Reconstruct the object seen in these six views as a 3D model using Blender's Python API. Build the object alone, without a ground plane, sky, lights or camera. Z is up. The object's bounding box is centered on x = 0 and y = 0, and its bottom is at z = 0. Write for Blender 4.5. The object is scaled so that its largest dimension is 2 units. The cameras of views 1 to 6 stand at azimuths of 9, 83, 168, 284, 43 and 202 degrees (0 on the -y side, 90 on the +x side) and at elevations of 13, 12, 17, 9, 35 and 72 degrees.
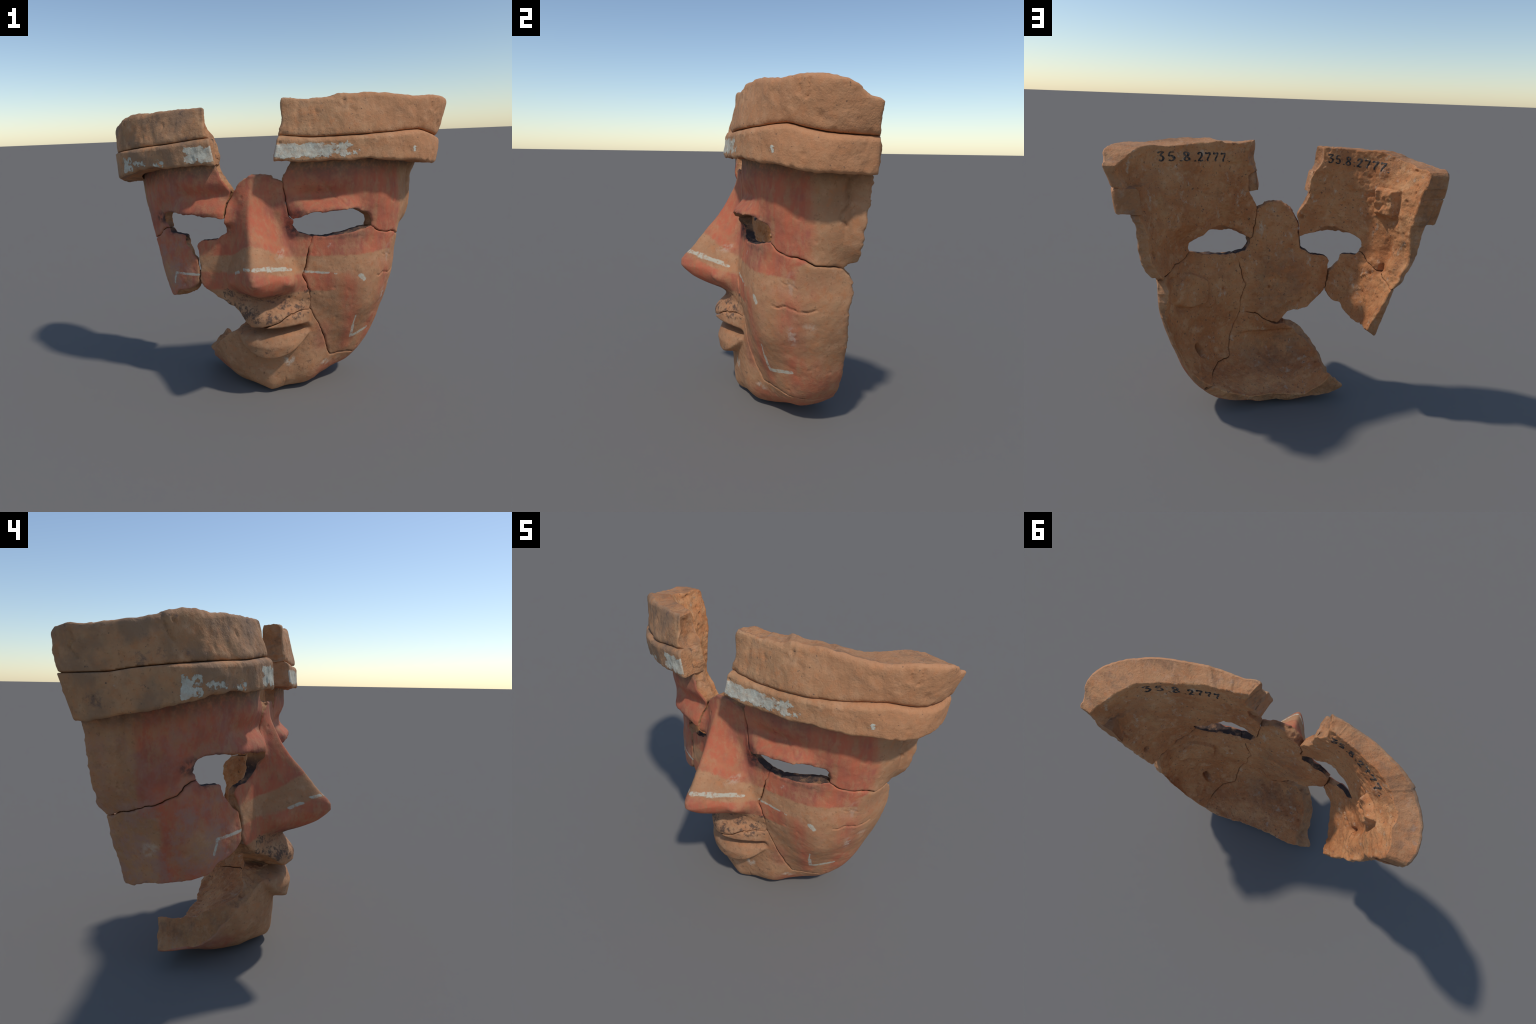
# A broken, reassembled clay mask: six sherds of a thin face shell (forehead x2, nose, cheek x2, chin)
# with a two-part rolled headband.  Everything is described in "shell coordinates":
# an angle round a vertical axis behind the face, and a height that fans out under the jaw.
import bpy, math, random
import numpy as np
from mathutils import Vector
from mathutils.geometry import delaunay_2d_cdt

AX,AY=-0.02,0.5; V0,RHO=0.45,0.6
# ---- surface coordinates: angle round a vertical axis behind the face, and a height that turns into a fan under the jaw
def frame(th,v):
    th=np.asarray(th,float);v=np.asarray(v,float)
    ph=np.minimum(0,(v-V0)/RHO); oz=np.maximum(v,V0)
    c=np.cos(ph)
    d=np.stack([np.sin(th)*c,-np.cos(th)*c,np.sin(ph)],-1)
    o=np.stack([np.full_like(oz,AX),np.full_like(oz,AY),oz],-1)
    return o,d
def to_polar(p):
    p=np.asarray(p,float); dx=p[...,0]-AX; dy=AY-p[...,1]; th=np.arctan2(dx,dy); h=np.hypot(dx,dy)
    z=p[...,2]; low=z<V0
    v=np.where(low,V0+RHO*np.arctan2(z-V0,h),z); R=np.where(low,np.hypot(h,z-V0),h)
    return th,v,R
class Spline:
    """thin-plate spline of radius through a few measured surface points"""
    def __init__(s,pts,lam=2e-4):
        th,v,R=to_polar(np.array(pts,float)); s.q=np.stack([th*.7,v],1); n=len(R)
        K=s.k(s.q,s.q)+lam*np.eye(n); P=np.c_[np.ones(n),s.q]
        A=np.block([[K,P],[P.T,np.zeros((3,3))]]); s.w=np.linalg.solve(A,np.r_[R,0,0,0])
    @staticmethod
    def k(a,b):
        r2=((a[:,None]-b[None])**2).sum(-1); return .5*r2*np.log(r2+1e-12)
    def __call__(s,th,v):
        sh=np.shape(th); q=np.stack([np.ravel(th)*.7,np.ravel(v)],1); out=np.empty(len(q))
        for i in range(0,len(q),20000):
            b=q[i:i+20000]; out[i:i+20000]=s.k(b,s.q)@s.w[:-3]+s.w[-3]+b@s.w[-2:]
        return out.reshape(sh)
OUTER=[(0,-.13,1.7),(0,-.14,1.5),(0,-.14,1.35),(0,-.13,1.25),(-.03,-.13,1.1),(0,-.145,.95),(0,-.165,.78),(0,-.205,.62),(0,-.21,.5),(0,-.195,.4),(0,-.18,.3),(0,-.16,.22),(0,-.155,.1),
 (0,-.125,.02),(0,0,0),(0,.15,.002),(0,.33,.055),(.2,.13,.004),(.2,-.055,.045),(.27,-.068,.13),(-.2,.15,.004),(.35,.33,.09),(.2,.32,.065),(-.2,.32,.05),
 (.253,-.114,.954),(.2,-.15,.739),(.246,-.12,.532),(.345,-.032,.241),(.463,.0,.303),(.122,-.138,.205),(.533,-.09,.715),(.675,.06,.707),(.605,-.015,.969),(.745,.155,.919),(.578,-.038,1.052),
 (.095,-.125,1.248),(.4,-.105,1.22),(.25,-.125,1.28),(.4,-.12,1.35),(.656,.012,1.2),(.767,.17,1.2),(.765,.16,1.086),(.67,.05,1.35),(.775,.185,1.35),(.88,.36,1.35),(.81,.35,1.0),(.84,.36,1.25),(.74,.32,.91),
 (.738,.33,.8),(.725,.2,.684),(.72,.33,.68),(.658,.2,.461),(.63,.34,.42),(.563,.2,.229),(.492,.34,.19),(.43,.15,.1),(.548,-.042,.5),(.42,-.12,.75),(.558,.055,.38),
 (-.622,.02,1.068),(-.632,.045,.978),(-.5,-.035,.95),(-.421,-.08,.827),(-.416,-.067,.914),(-.404,-.1,.705),(-.58,-.02,.57),(-.636,.366,.5),(-.73,.38,.84),(-.834,.42,1.046),(-.87,.43,1.21),(-.9,.43,1.35),(-.54,-.04,.75),(-.66,.04,.75),
 (-.795,.195,1.249),(-.78,.19,1.043),(-.76,.19,.916),(-.725,.19,.759),(-.665,.14,.569),(-.45,.3,.09),(-.32,.09,.073),(-.4,-.115,1.22),(-.4,-.13,1.35),(-.25,-.135,1.28),(-.24,-.12,1.0),(-.2,-.145,.74),(-.22,-.13,.5),(-.34,-.03,.26),(-.67,.03,1.25),(-.665,.05,1.35),(-.25,-.08,.15),
 (.4,-.08,1.7),(.8,.18,1.7),(-.4,-.08,1.7),(-.8,.18,1.7)]
BASE=Spline(OUTER)
def curve(tab,x):
    """smooth monotone curve through (x,y) stations"""
    t=np.array(sorted(tab)); X,Y=t[:,0],t[:,1]; h=np.diff(X); d=np.diff(Y)/h
    m=np.zeros(len(X)); m[0]=d[0]; m[-1]=d[-1]
    for i in range(1,len(X)-1):
        if d[i-1]*d[i]>0: m[i]=2*d[i-1]*d[i]/(d[i-1]+d[i])
    x=np.clip(x,X[0],X[-1]); i=np.clip(np.searchsorted(X,x)-1,0,len(X)-2); s=(x-X[i])/h[i]
    return (2*s**3-3*s**2+1)*Y[i]+(s**3-2*s**2+s)*h[i]*m[i]+(-2*s**3+3*s**2)*Y[i+1]+(s**3-s**2)*h[i]*m[i+1]
def step(a,b,x):
    t=np.clip((x-a)/(b-a),0,1); return t*t*(3-2*t)
def bell(x,c,w): return np.exp(-((x-c)/w)**2)
NOSE_H=[(1.32,0),(1.25,.008),(1.112,.072),(.947,.185),(.85,.258),(.79,.30),(.765,.299),(.74,.275),(.705,.225),(.68,.175),(.658,.12),(.636,.05),(.612,.006),(.59,0)]
NOSE_W=[(1.3,.10),(1.1,.12),(.95,.155),(.8,.195),(.74,.205),(.6,.19)]
def nose(x,z):
    xc=curve([(1.3,-.085),(1.1,-.075),(.95,-.05),(.78,-.03),(.6,-.02)],z)
    q=np.abs(x-xc)/curve(NOSE_W,z)
    t=1-np.sqrt(q*q+.010); g=.5*(t+np.sqrt(t*t+.004)); g0=.5*(.9+np.sqrt(.9**2+.004))
    g=np.maximum(g/g0-.012,0)**curve([(1.25,1.1),(1.0,1.25),(.8,1.3),(.6,1.1)],z)
    wing=.052*bell(np.abs(x-xc),.152,.042)*bell(z,.722,.05)
    return curve(NOSE_H,z)*g+wing
def lips(x,z):
    u=(x-.02)/.22; inside=np.clip(1-u*u,0,1)**.8
    low=.262+.13*u*u; top=.412
    lower=.068*inside*step(low-.007,low+.022,z)*np.clip((top+.025-z)/.085,0,1)**.7
    slit=-.085*step(1.04,.7,np.abs(u))*bell(z,.430-.012*u*u,.015)
    upper=.064*inside*step(.44,.462,z)*step(.6,.5,z)
    return lower+slit+upper
def lids(x,z):
    r=0
    for c,h,half in ((.36,.07,.27),(-.40,.055,.27)):
        win=step(half,half*.5,np.abs(x-c))*step(.585,.40,np.abs(x+.02))
        r=r+win*(h*step(1.185,1.09,z)*step(1.0,1.05,z)-.016*bell(z,1.19,.035)+.010*bell(z,1.27,.04))
    return r
def outer_R(th,v):
    R=BASE(th,v); o,d=frame(th,v); p=o+d*R[...,None]; x,z=p[...,0],p[...,2]
    return R+nose(x,z)+lips(x,z)+lids(x,z)
def pos(th,v,R):
    o,d=frame(th,v); return o+d*np.asarray(R)[...,None]
BAND=Spline([(.1,-.195,1.507),(.11,-.152,1.69),(.305,-.14,1.69),(.3,-.19,1.5),(.484,-.118,1.7),(.5,-.165,1.5),(.691,-.076,1.7),(.69,-.10,1.5),(.873,.017,1.68),(.86,.02,1.49),(.986,.138,1.65),(.945,.13,1.47),(1.0,.225,1.62),(.96,.22,1.46),(.997,.33,1.59),(.962,.33,1.46),
 (-.319,-.138,1.67),(-.3,-.195,1.48),(-.43,-.124,1.67),(-.547,-.096,1.66),(-.55,-.148,1.48),(-.722,-.03,1.65),(-.735,-.05,1.47),(-.89,.09,1.63),(-.9,.08,1.46),(-.981,.235,1.6),(-.98,.24,1.44),(-1.0,.345,1.58),(-.985,.34,1.43),(-.975,.46,1.56),(-.965,.46,1.42)],1e-3)
STRIP=Spline([(.07,-.226,1.38),(.093,-.208,1.484),(.3,-.207,1.37),(.3,-.198,1.48),(.5,-.183,1.36),(.5,-.175,1.48),(.7,-.108,1.36),(.7,-.108,1.48),(.88,.015,1.35),(.88,.02,1.47),(.955,.16,1.34),(.96,.17,1.46),(.94,.35,1.33),(.955,.35,1.45),
 (-.265,-.207,1.37),(-.28,-.2,1.47),(-.55,-.158,1.35),(-.56,-.158,1.46),(-.75,-.063,1.33),(-.76,-.063,1.45),(-.91,.07,1.3),(-.915,.075,1.43),(-.975,.29,1.27),(-.99,.3,1.42),(-.935,.45,1.25),(-.962,.45,1.4)],1e-3)

# ------------------------------------------------------------------ lattice noise (numpy, seeded)
def _hash(ix,iy,iz,seed):
    n=(ix*374761393+iy*668265263+iz*2147483647+seed*974711)&0xFFFFFFFF
    n=((n^(n>>13))*1274126177)&0xFFFFFFFF; n=((n^(n>>16))*2246822519)&0xFFFFFFFF
    return ((n^(n>>15))&0xFFFFFF)/0xFFFFFF*2-1
TURN=np.array([[.36,.48,-.8],[-.8,.6,0],[.48,.64,.6]])
def vnoise(p,seed=0):
    p=np.asarray(p,float)@TURN+7.31*seed; i=np.floor(p).astype(np.int64)+1000; f=p-np.floor(p); f=f*f*f*(f*(f*6-15)+10)
    r=0
    for dx in (0,1):
        for dy in (0,1):
            for dz in (0,1):
                w=(f[...,0] if dx else 1-f[...,0])*(f[...,1] if dy else 1-f[...,1])*(f[...,2] if dz else 1-f[...,2])
                r=r+w*_hash(i[...,0]+dx,i[...,1]+dy,i[...,2]+dz,seed)
    return r
def fbm(p,scale,seed=0,octs=3,gain=.5):
    p=np.asarray(p,float); r=0; a=1
    for k in range(octs):
        r=r+a*vnoise(p*scale*2**k,seed+k); a*=gain
    return r
def pits(p,scale,seed,size=.3,density=.5):
    """small round holes scattered in space: 1 at a pit centre, 0 elsewhere"""
    q=np.asarray(p,float)@TURN*scale+.37*seed; k=np.floor(q).astype(np.int64)+1000; f=q-np.floor(q)
    h=[_hash(k[...,0],k[...,1],k[...,2],seed+j)*.5+.5 for j in range(4)]
    d=np.sqrt(sum((f[...,j]-(.32+.36*h[j]))**2 for j in range(3)))
    return np.where(h[3]<density,np.clip(1-d/size,0,1),0)

# ------------------------------------------------------------------ inner surface
INNER_PTS=[(.72,.108,1.639),(.289,-.03,1.585),(-.374,-.031,1.624),(-.71,.151,1.543),(.845,.251,1.647),(.92,.344,1.57),(.462,.01,1.7),(.11,-.05,1.69),(-.816,.217,1.6),(-.84,.45,1.56),(-.275,-.06,1.67),
 (.1,-.055,1.45),(.26,-.047,1.29),(.1,-.065,1.27),(0,-.08,1.3),(.45,.025,1.35),(.67,.14,1.35),(.785,.27,1.35),(.752,.27,1.07),(.78,.39,1.2),(.6,.11,1.2),(.48,.05,1.2),(.3,-.07,1.15),
 (.551,.015,1.01),(.27,-.05,.957),(.45,.005,.95),(.63,.14,.92),(.66,.2,.849),(.63,.175,.66),(.686,.31,.7),(.668,.33,.85),(.602,.32,.38),(.485,.115,.38),(.42,.045,.6),(.271,-.02,.56),(.3,-.018,.75),(.645,.27,.5),(.3,-.0,.4),
 (0,-.05,1.1),(0,-.045,.95),(0,-.028,.8),(0,-.03,.65),(0,-.02,.52),(0,-.022,.43),(0,-.045,.37),(0,-.058,.29),(0,-.04,.23),(0,.06,.195),(0,.15,.165),(0,.24,.12),(-.2,.0,.26),(-.22,.12,.195),(-.2,.22,.15),(.2,.03,.25),(.2,.15,.175),(.15,.31,.105),(-.2,.3,.105),(.32,.145,.22),(.42,.05,.46),(.4,.31,.21),
 (-.421,-.03,.832),(-.425,-.025,.661),(-.498,.015,.955),(-.41,-.03,.912),(-.25,-.06,.95),(-.25,-.02,.75),(-.25,-.03,.55),(-.602,.15,.847),(-.595,.08,.985),(-.68,.375,.83),(-.54,.14,.6),(-.54,.34,.52),(-.36,.26,.24),(-.3,-.02,.38),(-.62,.3,.7),
 (-.42,-.04,1.18),(-.25,-.06,1.1),(-.25,-.06,1.3),(-.45,-.015,1.4),(-.67,.13,1.2),(-.72,.2,1.4),(-.785,.42,1.0),(-.78,.42,1.25),(-.72,.24,1.05)]
INNER=Spline(INNER_PTS,3e-4)
def blob(th,v,deg,h,r,rh=None,edge=.5):
    """soft-edged round patch in shell coordinates: 1 inside, 0 outside"""
    d=np.sqrt(((np.degrees(th)-deg)*.0115/r)**2+((v-h)/(rh or r))**2)
    return step(1.0,1.0-edge,d)
def inner_relief(th,v,p):
    """lumps of clay, thumb pits and the ledge on the back (positive hollows, negative stands out)"""
    deg=np.degrees(th); r=0
    wob=.25*vnoise(p*9,61)
    lump=blob(th,v+.05*wob,53+8*wob,.755,.14,.12,.14); r=r-.022*lump+.010*blob(th,v,53,.755,.18,.165,.25)*(1-lump)*step(.86,.78,v)
    r=r-.012*blob(th,v,44,.66,.06,.05,.3)
    for a,h,s,hs,d in ((54.5,.352,.03,.055,.085),(74.6,1.06,.02,.026,.05),(64,.87,.03,.012,.02),(60,.88,.012,.012,.02),(33,.72,.013,.02,.02),(2,.71,.016,.016,.02),(5,.93,.03,.016,.012),
                       (-19,1.2,.02,.02,.02),(-68,.91,.02,.05,.03),(-55,1.49,.02,.012,.01),(-20,.6,.015,.01,.012),(-40,.16,.02,.01,.015),(10,.2,.02,.012,.015),(77,1.32,.014,.05,.012)):
        r=r+d*blob(th,v,a,h,s,hs,.8)
    # ledge behind the mouth, hollow under it
    ledge=step(.37,.395,v+.012*wob)*step(.56,.47,v)*step(26,20,deg)*step(-30,-22,deg); r=r-.020*ledge
    # broken lug with a slot beside it, and the trough in front of the rear pillar
    lug=step(-59,-62,deg)*step(-72.5,-71,deg)*step(1.23,1.29,v)*step(1.435,1.425,v); r=r-lug*(.045+.016*vnoise(p*22,63)+.008*vnoise(p*50,64))
    r=r+.012*step(-70.5,-71.5,deg)*step(-74.5,-73.5,deg)*step(1.2,1.26,v)*step(1.44,1.42,v)
    r=r+.03*bell(deg,-69,3.2)*step(.86,.93,v)*step(1.15,1.05,v)-.012*bell(deg,-77,3)*step(.8,.95,v)
    r=r+.022*bell(deg+ (v-.7)*-45,-60,4.5)*step(.9,.84,v)*step(.52,.6,v)
    for a,h in ((-58.5,.845),(-57,.83),(-60,.855)): r=r-.012*blob(th,v,a,h,.012,.012,.9)
    return r
GOUGE=np.array([[.4,0,0],[0,.4,0],[.5,.5,3.2]])       # long shallow tool drags
def inner_full(th,v):
    R=INNER(th,v); p=pos(th,v,R)
    return R+.007*fbm(p,7,51,3)+.0032*fbm(p,24,55,4,.62)+.016*pits(p,12,57,.2,.35)+.010*pits(p,22,58,.3,.35)+.007*pits(p,40,59,.32,.35)-.006*pits(p,16,60,.32,.3)+.005*np.clip(fbm(p@GOUGE,9,66,2)-.25,0,1)+.006*fbm(p,13,67,2)+inner_relief(th,v,p)

# ------------------------------------------------------------------ open hairline cracks in the outer skin
HAIRLINES=[([(51,.703),(55,.706),(58,.702),(60,.694),(63,.696),(66,.703)],.005,.010),([(54,.83),(56,.815),(58,.818),(60,.80)],.004,.006),
 ([(37.2,1.103),(35.5,1.14),(33.8,1.165),(32.5,1.2),(29,1.245),(25,1.3),(22,1.34)],.004,.007),
 ([(-64,1.64),(-63,1.6),(-62.4,1.57),(-61,1.53)],.007,.012),([(-61,1.64),(-60.6,1.6)],.006,.01),([(-82,1.56),(-81,1.52),(-82,1.5),(-80.5,1.46)],.006,.01),
 ([(74.5,1.3),(74,1.2),(72.5,1.13),(74,1.1)],.006,.014),([(63,1.68),(63.3,1.62)],.005,.01),([(65.5,1.67),(65.2,1.6)],.005,.01),([(9,.07),(9.6,.15)],.004,.005)]
def hairlines(th,v):
    q=np.stack([np.degrees(th)*.0122,v],-1); w=.006*np.stack([vnoise(np.stack([q[...,0],v,v*0],-1)*40,101),vnoise(np.stack([q[...,0],v,v*0],-1)*40,102)],-1)
    q=q+w; r=0
    for pts,wd,dp in HAIRLINES:
        p=np.array([(a*.0122,b) for a,b in pts])
        near=(q[...,0]>p[:,0].min()-.03)&(q[...,0]<p[:,0].max()+.03)&(q[...,1]>p[:,1].min()-.03)&(q[...,1]<p[:,1].max()+.03)
        if not near.any(): continue
        d=np.full(q.shape[:-1],9.); qq=q[near]; dm=np.full(len(qq),9.)
        for a,b in zip(p[:-1],p[1:]):
            t=np.clip(((qq-a)*(b-a)).sum(-1)/((b-a)**2).sum(),0,1); dm=np.minimum(dm,np.linalg.norm(qq-a-t[...,None]*(b-a),axis=-1))
        d[near]=dm; r=r+dp*np.clip(1-d/wd,0,1)
    return r

# ------------------------------------------------------------------ headband heights
GROOVE=[(-90,1.41),(-84.7,1.411),(-75.4,1.414),(-69,1.431),(-60.4,1.449),(-51.5,1.464),(-40,1.477),(-21.5,1.503),(9,1.503),(23.5,1.489),(38.3,1.493),(50,1.5),(59.2,1.508),(64.8,1.488),(71.7,1.468),(82,1.46)]
STRIP_BOTTOM=[(-90,1.24),(-81,1.246),(-69.8,1.277),(-60.7,1.307),(-49.3,1.344),(-30,1.358),(-18,1.366),(6,1.375),(22.5,1.364),(37,1.368),(47.5,1.363),(58.5,1.345),(64.7,1.333),(76,1.318),(82,1.317)]
def groove(th): return curve(GROOVE,np.degrees(th))

def shell_R(th,v):
    """outer surface: the face, stepping out to the upper roll of the headband above the groove"""
    face=outer_R(th,v); g=groove(th); band=BAND(th,v)
    p=pos(th,v,band)
    band=band-.004*np.clip(fbm(p*[1,1,.25],28,5,2),0,1)                      # upright finger drags
    band=band+.006*fbm(p,7,9,2)+.002*fbm(p,24,13,2)-.010*pits(p*[1,1,.5],20,14,.3,.3)
    k=step(g-.003,g+.006,v)
    lip=-.020*np.exp(-np.clip(v-g,0,1)/.009)*(1-.7*step(-52,-68,np.degrees(th)))
    deg=np.degrees(np.abs(th))
    flange=.008*step(74.5,76.5,deg)*step(.84,.9,v)-.010*bell(deg,74,1.0)*step(1.0,1.1,v)
    R=np.where(k>0,(1-k)*face+k*(band+lip),face)+flange*(1-k)
    return R-hairlines(th,v)

# ------------------------------------------------------------------ sherds
SX=.7                                   # metres of arc per radian in the flat layout of the shell
def warp(q,amp=1):
    """the same ragged field bends every fracture line, so neighbours keep matching edges"""
    p=np.c_[q,np.zeros(len(q))]
    dx=.007*vnoise(p*16,31)+.0035*vnoise(p*45,32)+.0018*vnoise(p*110,33)
    dy=.007*vnoise(p*16,41)+.0035*vnoise(p*45,42)+.0018*vnoise(p*110,43)
    return q+amp*np.c_[dx,dy]
def polyline(pts,stepsize=.006):
    q=np.array([(math.radians(a)*SX,b) for a,b in pts]); out=[]
    n=len(q)
    for i in range(n):
        p0,p1,p2,p3=q[i-1],q[i],q[(i+1)%n],q[(i+2)%n]
        L=np.linalg.norm(p2-p1); m=max(1,int(L/stepsize))
        t=(np.arange(m)/m)[:,None]
        t1,t2=.35*(p2-p0),.35*(p3-p1)
        a=np.linalg.norm(p2-p0)+1e-9; b=np.linalg.norm(p3-p1)+1e-9
        t1=t1/a*min(a,1.4*L); t2=t2/b*min(b,1.4*L)
        out.append((2*t**3-3*t**2+1)*p1+(t**3-2*t**2+t)*t1+(-2*t**3+3*t**2)*p2+(t**3-t**2)*t2)
    return np.concatenate(out)
def signed_area(q): return .5*np.sum(q[:,0]*np.roll(q[:,1],-1)-np.roll(q[:,0],-1)*q[:,1])
def bdist(q,loop):
    a=loop; b=np.roll(loop,-1,0); ab=b-a; L=(ab**2).sum(1); out=np.empty(len(q)); idx=np.empty(len(q),int)
    for i in range(0,len(q),4000):
        c=q[i:i+4000,None]-a[None]; t=np.clip((c*ab[None]).sum(-1)/L,0,1)
        d=((c-t[...,None]*ab[None])**2).sum(-1); idx[i:i+4000]=d.argmin(1); out[i:i+4000]=np.sqrt(d.min(1))
    return out,idx
def inside(q,loop):
    a=loop; b=np.roll(loop,-1,0); r=np.zeros(len(q),bool)
    for i in range(0,len(q),4000):
        x,y=q[i:i+4000,0][:,None],q[i:i+4000,1][:,None]
        c=((a[:,1]>y)!=(b[:,1]>y))&(x<(b[:,0]-a[:,0])*(y-a[:,1])/(b[:,1]-a[:,1]+1e-15)+a[:,0])
        r[i:i+4000]=c.sum(1)%2==1
    return r

def wall_rough(q):
    """modelled edges (eyes, headband top, rear rims) stay smoother than the breaks"""
    deg=np.degrees(q[:,0]/SX); v=q[:,1]
    eye=step(.92,.95,v)*step(1.13,1.11,v)*(((deg>14)&(deg<50))|((deg>-55)&(deg<-17)))
    top=step(1.54,1.58,v)*((deg>14)|(deg<-28)); rim=(np.abs(deg)>71)*(v>.1)
    return 1-.7*np.clip(eye+top+rim*.8,0,1)
def build_sherd(outline,lean=(),grid=.0069,gap=.0022,rounding=.012,rows=10,warp_amp=1,round_spots=()):
    """outline: fracture/rim line of the outer face in (degrees, height).
    lean: (deg, height, reach, ddeg, dheight) where the break slants, so the inner face ends elsewhere."""
    loop=warp(polyline(outline),warp_amp)
    if signed_area(loop)<0: loop=loop[::-1]
    nb=len(loop)
    tang=np.roll(loop,-1,0)-np.roll(loop,1,0); tang/=np.linalg.norm(tang,axis=1)[:,None]+1e-12
    nrm=np.c_[-tang[:,1],tang[:,0]]                                # inward
    loop=loop+nrm*gap
    lo,hi=loop.min(0),loop.max(0)
    rng=np.random.RandomState(5)
    gx,gy=np.meshgrid(np.arange(lo[0],hi[0],grid),np.arange(lo[1],hi[1],grid*.87)); gx[1::2]+=grid*.5
    pts=np.c_[gx.ravel(),gy.ravel()]; pts+=rng.uniform(-.12,.12,pts.shape)*grid
    pts=pts[inside(pts,loop)]; d,_=bdist(pts,loop); pts=pts[d>.0105]
    rings=[]
    for off in (.003,.0075):
        r=loop+nrm*off; r=r[inside(r,loop)]; dd,_=bdist(r,loop); rings.append(r[dd>off*.9])
    # extra rows on both sides of the headband groove
    th=np.arange(lo[0],hi[0],.006); g=groove(th/SX)
    for o in (-.003,.001,.006):
        r=np.c_[th,g+o]
        r=r[inside(r,loop)]
        if len(r):
            dd,_=bdist(r,loop); rings.append(r[dd>.009])
            d2=np.abs(pts[:,1]-groove(pts[:,0]/SX)-o); pts=pts[d2>.003]
    allp=np.concatenate([loop]+rings+[pts])
    vs=[Vector((float(a),float(b))) for a,b in allp]
    ov,oe,of,ovm,_,_=delaunay_2d_cdt(vs,[],[list(range(nb))],1,1e-6)
    q=np.array([(a.x,a.y) for a in ov]); 
    src=[m[0] if m else -1 for m in ovm]
    pos_of={s:i for i,s in enumerate(src)}
    bl=[pos_of[i] for i in range(nb) if i in pos_of]
    tris=np.array([f for f in of if len(f)==3],int)
    d,near=bdist(q,loop)
    th,v=q[:,0]/SX,q[:,1]
    # outer face
    Ro=shell_R(th,v); p=pos(th,v,Ro)
    Ro=Ro+.0034*fbm(p,9,1,2)+.0011*fbm(p,34,3,3)-.005*pits(p,24,11,.3,.16)*(v<1.6)-.007*pits(p,30,12,.34,.6)*step(.68,.62,v)*step(.44,.48,v)*step(28,20,np.abs(np.degrees(th)))
    rr=rounding*np.clip(.75+.9*vnoise(p*24,15),.25,2)
    for a,b,reach,val in round_spots:
        w=np.exp(-(((np.degrees(th)-a)*.0122)**2+(v-b)**2)/reach**2); rr=rr*(1-w)+val*w
    e=np.clip(1-d/rr,0,1); Ro=Ro-rr*.8*(1-np.sqrt(np.maximum(0,1-e*e)))
    # inner face, sheared where the break slants
    qi=q.copy()
    for a,b,reach,da,db in lean:
        w=np.exp(-(((np.degrees(th)-a)*.0122)**2+(v-b)**2)/reach**2)
        qi[:,0]+=w*math.radians(da)*SX; qi[:,1]+=w*db
    thi,vi=qi[:,0]/SX,qi[:,1]
    Ri=inner_full(thi,vi)
    Ri=np.minimum(Ri,Ro-.022)
    Ri=Ri+.006*(1-np.sqrt(np.maximum(0,1-np.clip(1-d/.008,0,1)**2)))
    Po=pos(th,v,Ro); Pi=pos(thi,vi,Ri)
    n=len(q); V=[Po,Pi]; F=[]; kind=[]
    for t in tris: F.append((t[0],t[1],t[2])); kind.append(0)
    for t in tris: F.append((t[0]+n,t[2]+n,t[1]+n)); kind.append(1)
    # broken wall between the two faces
    bl=np.array(bl); m=len(bl); base=2*n
    nn=nrm[np.array([src[b] for b in bl])]
    ring_idx=[bl]
    for r in range(1,rows):
        t=r/rows; qq=q[bl]*(1-t)+qi[bl]*t; RR=Ro[bl]*(1-t)+Ri[bl]*t
        P=pos(qq[:,0]/SX,qq[:,1],RR)
        amp=math.sin(math.pi*t)**.6
        dsp=amp*(.011*fbm(P,14,70,2)+.007*fbm(P,32,71,3)+.004*fbm(P,80,72,2)-.004)*wall_rough(q[bl])
        qq=qq-nn*dsp[:,None]
        V.append(pos(qq[:,0]/SX,qq[:,1],RR)); ring_idx.append(base+np.arange(m)); base+=m
    ring_idx.append(bl+n)
    for r in range(rows):
        A,B=ring_idx[r],ring_idx[r+1]
        for i in range(m):
            j=(i+1)%m; F.append((A[j],A[i],B[i],B[j])); kind.append(2)
    V=np.concatenate(V); low=V[:,2]<.012; V[low,2]=.012*np.exp((V[low,2]-.012)/.012)     # settle on the ground
    # height of every vertex in the flat layout, for splitting off parts
    flat=np.concatenate([q,qi]+[q[bl]]*(rows-1))
    return dict(V=V,F=F,kind=np.array(kind),flat=flat)

def mesh_from(name,V,F,kind,mats,keep=None,normals=None):
    """mesh of the kept faces, shaded with the whole sherd's vertex normals"""
    sel=np.arange(len(F)) if keep is None else np.where(keep)[0]
    used={}; nf=[]
    for i in sel:
        nf.append([used.setdefault(int(a),len(used)) for a in F[i]])
    idx=np.array(list(used.keys()))
    me=bpy.data.meshes.new(name); me.from_pydata(V[idx].tolist(),[],nf); 
    for m in mats: me.materials.append(m)
    me.polygons.foreach_set('material_index',np.asarray(kind)[sel].astype(np.int32))
    me.polygons.foreach_set('use_smooth',np.ones(len(nf),bool))
    me.update()
    ob=bpy.data.objects.new(name,me); bpy.context.scene.collection.objects.link(ob)
    return ob,idx

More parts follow.
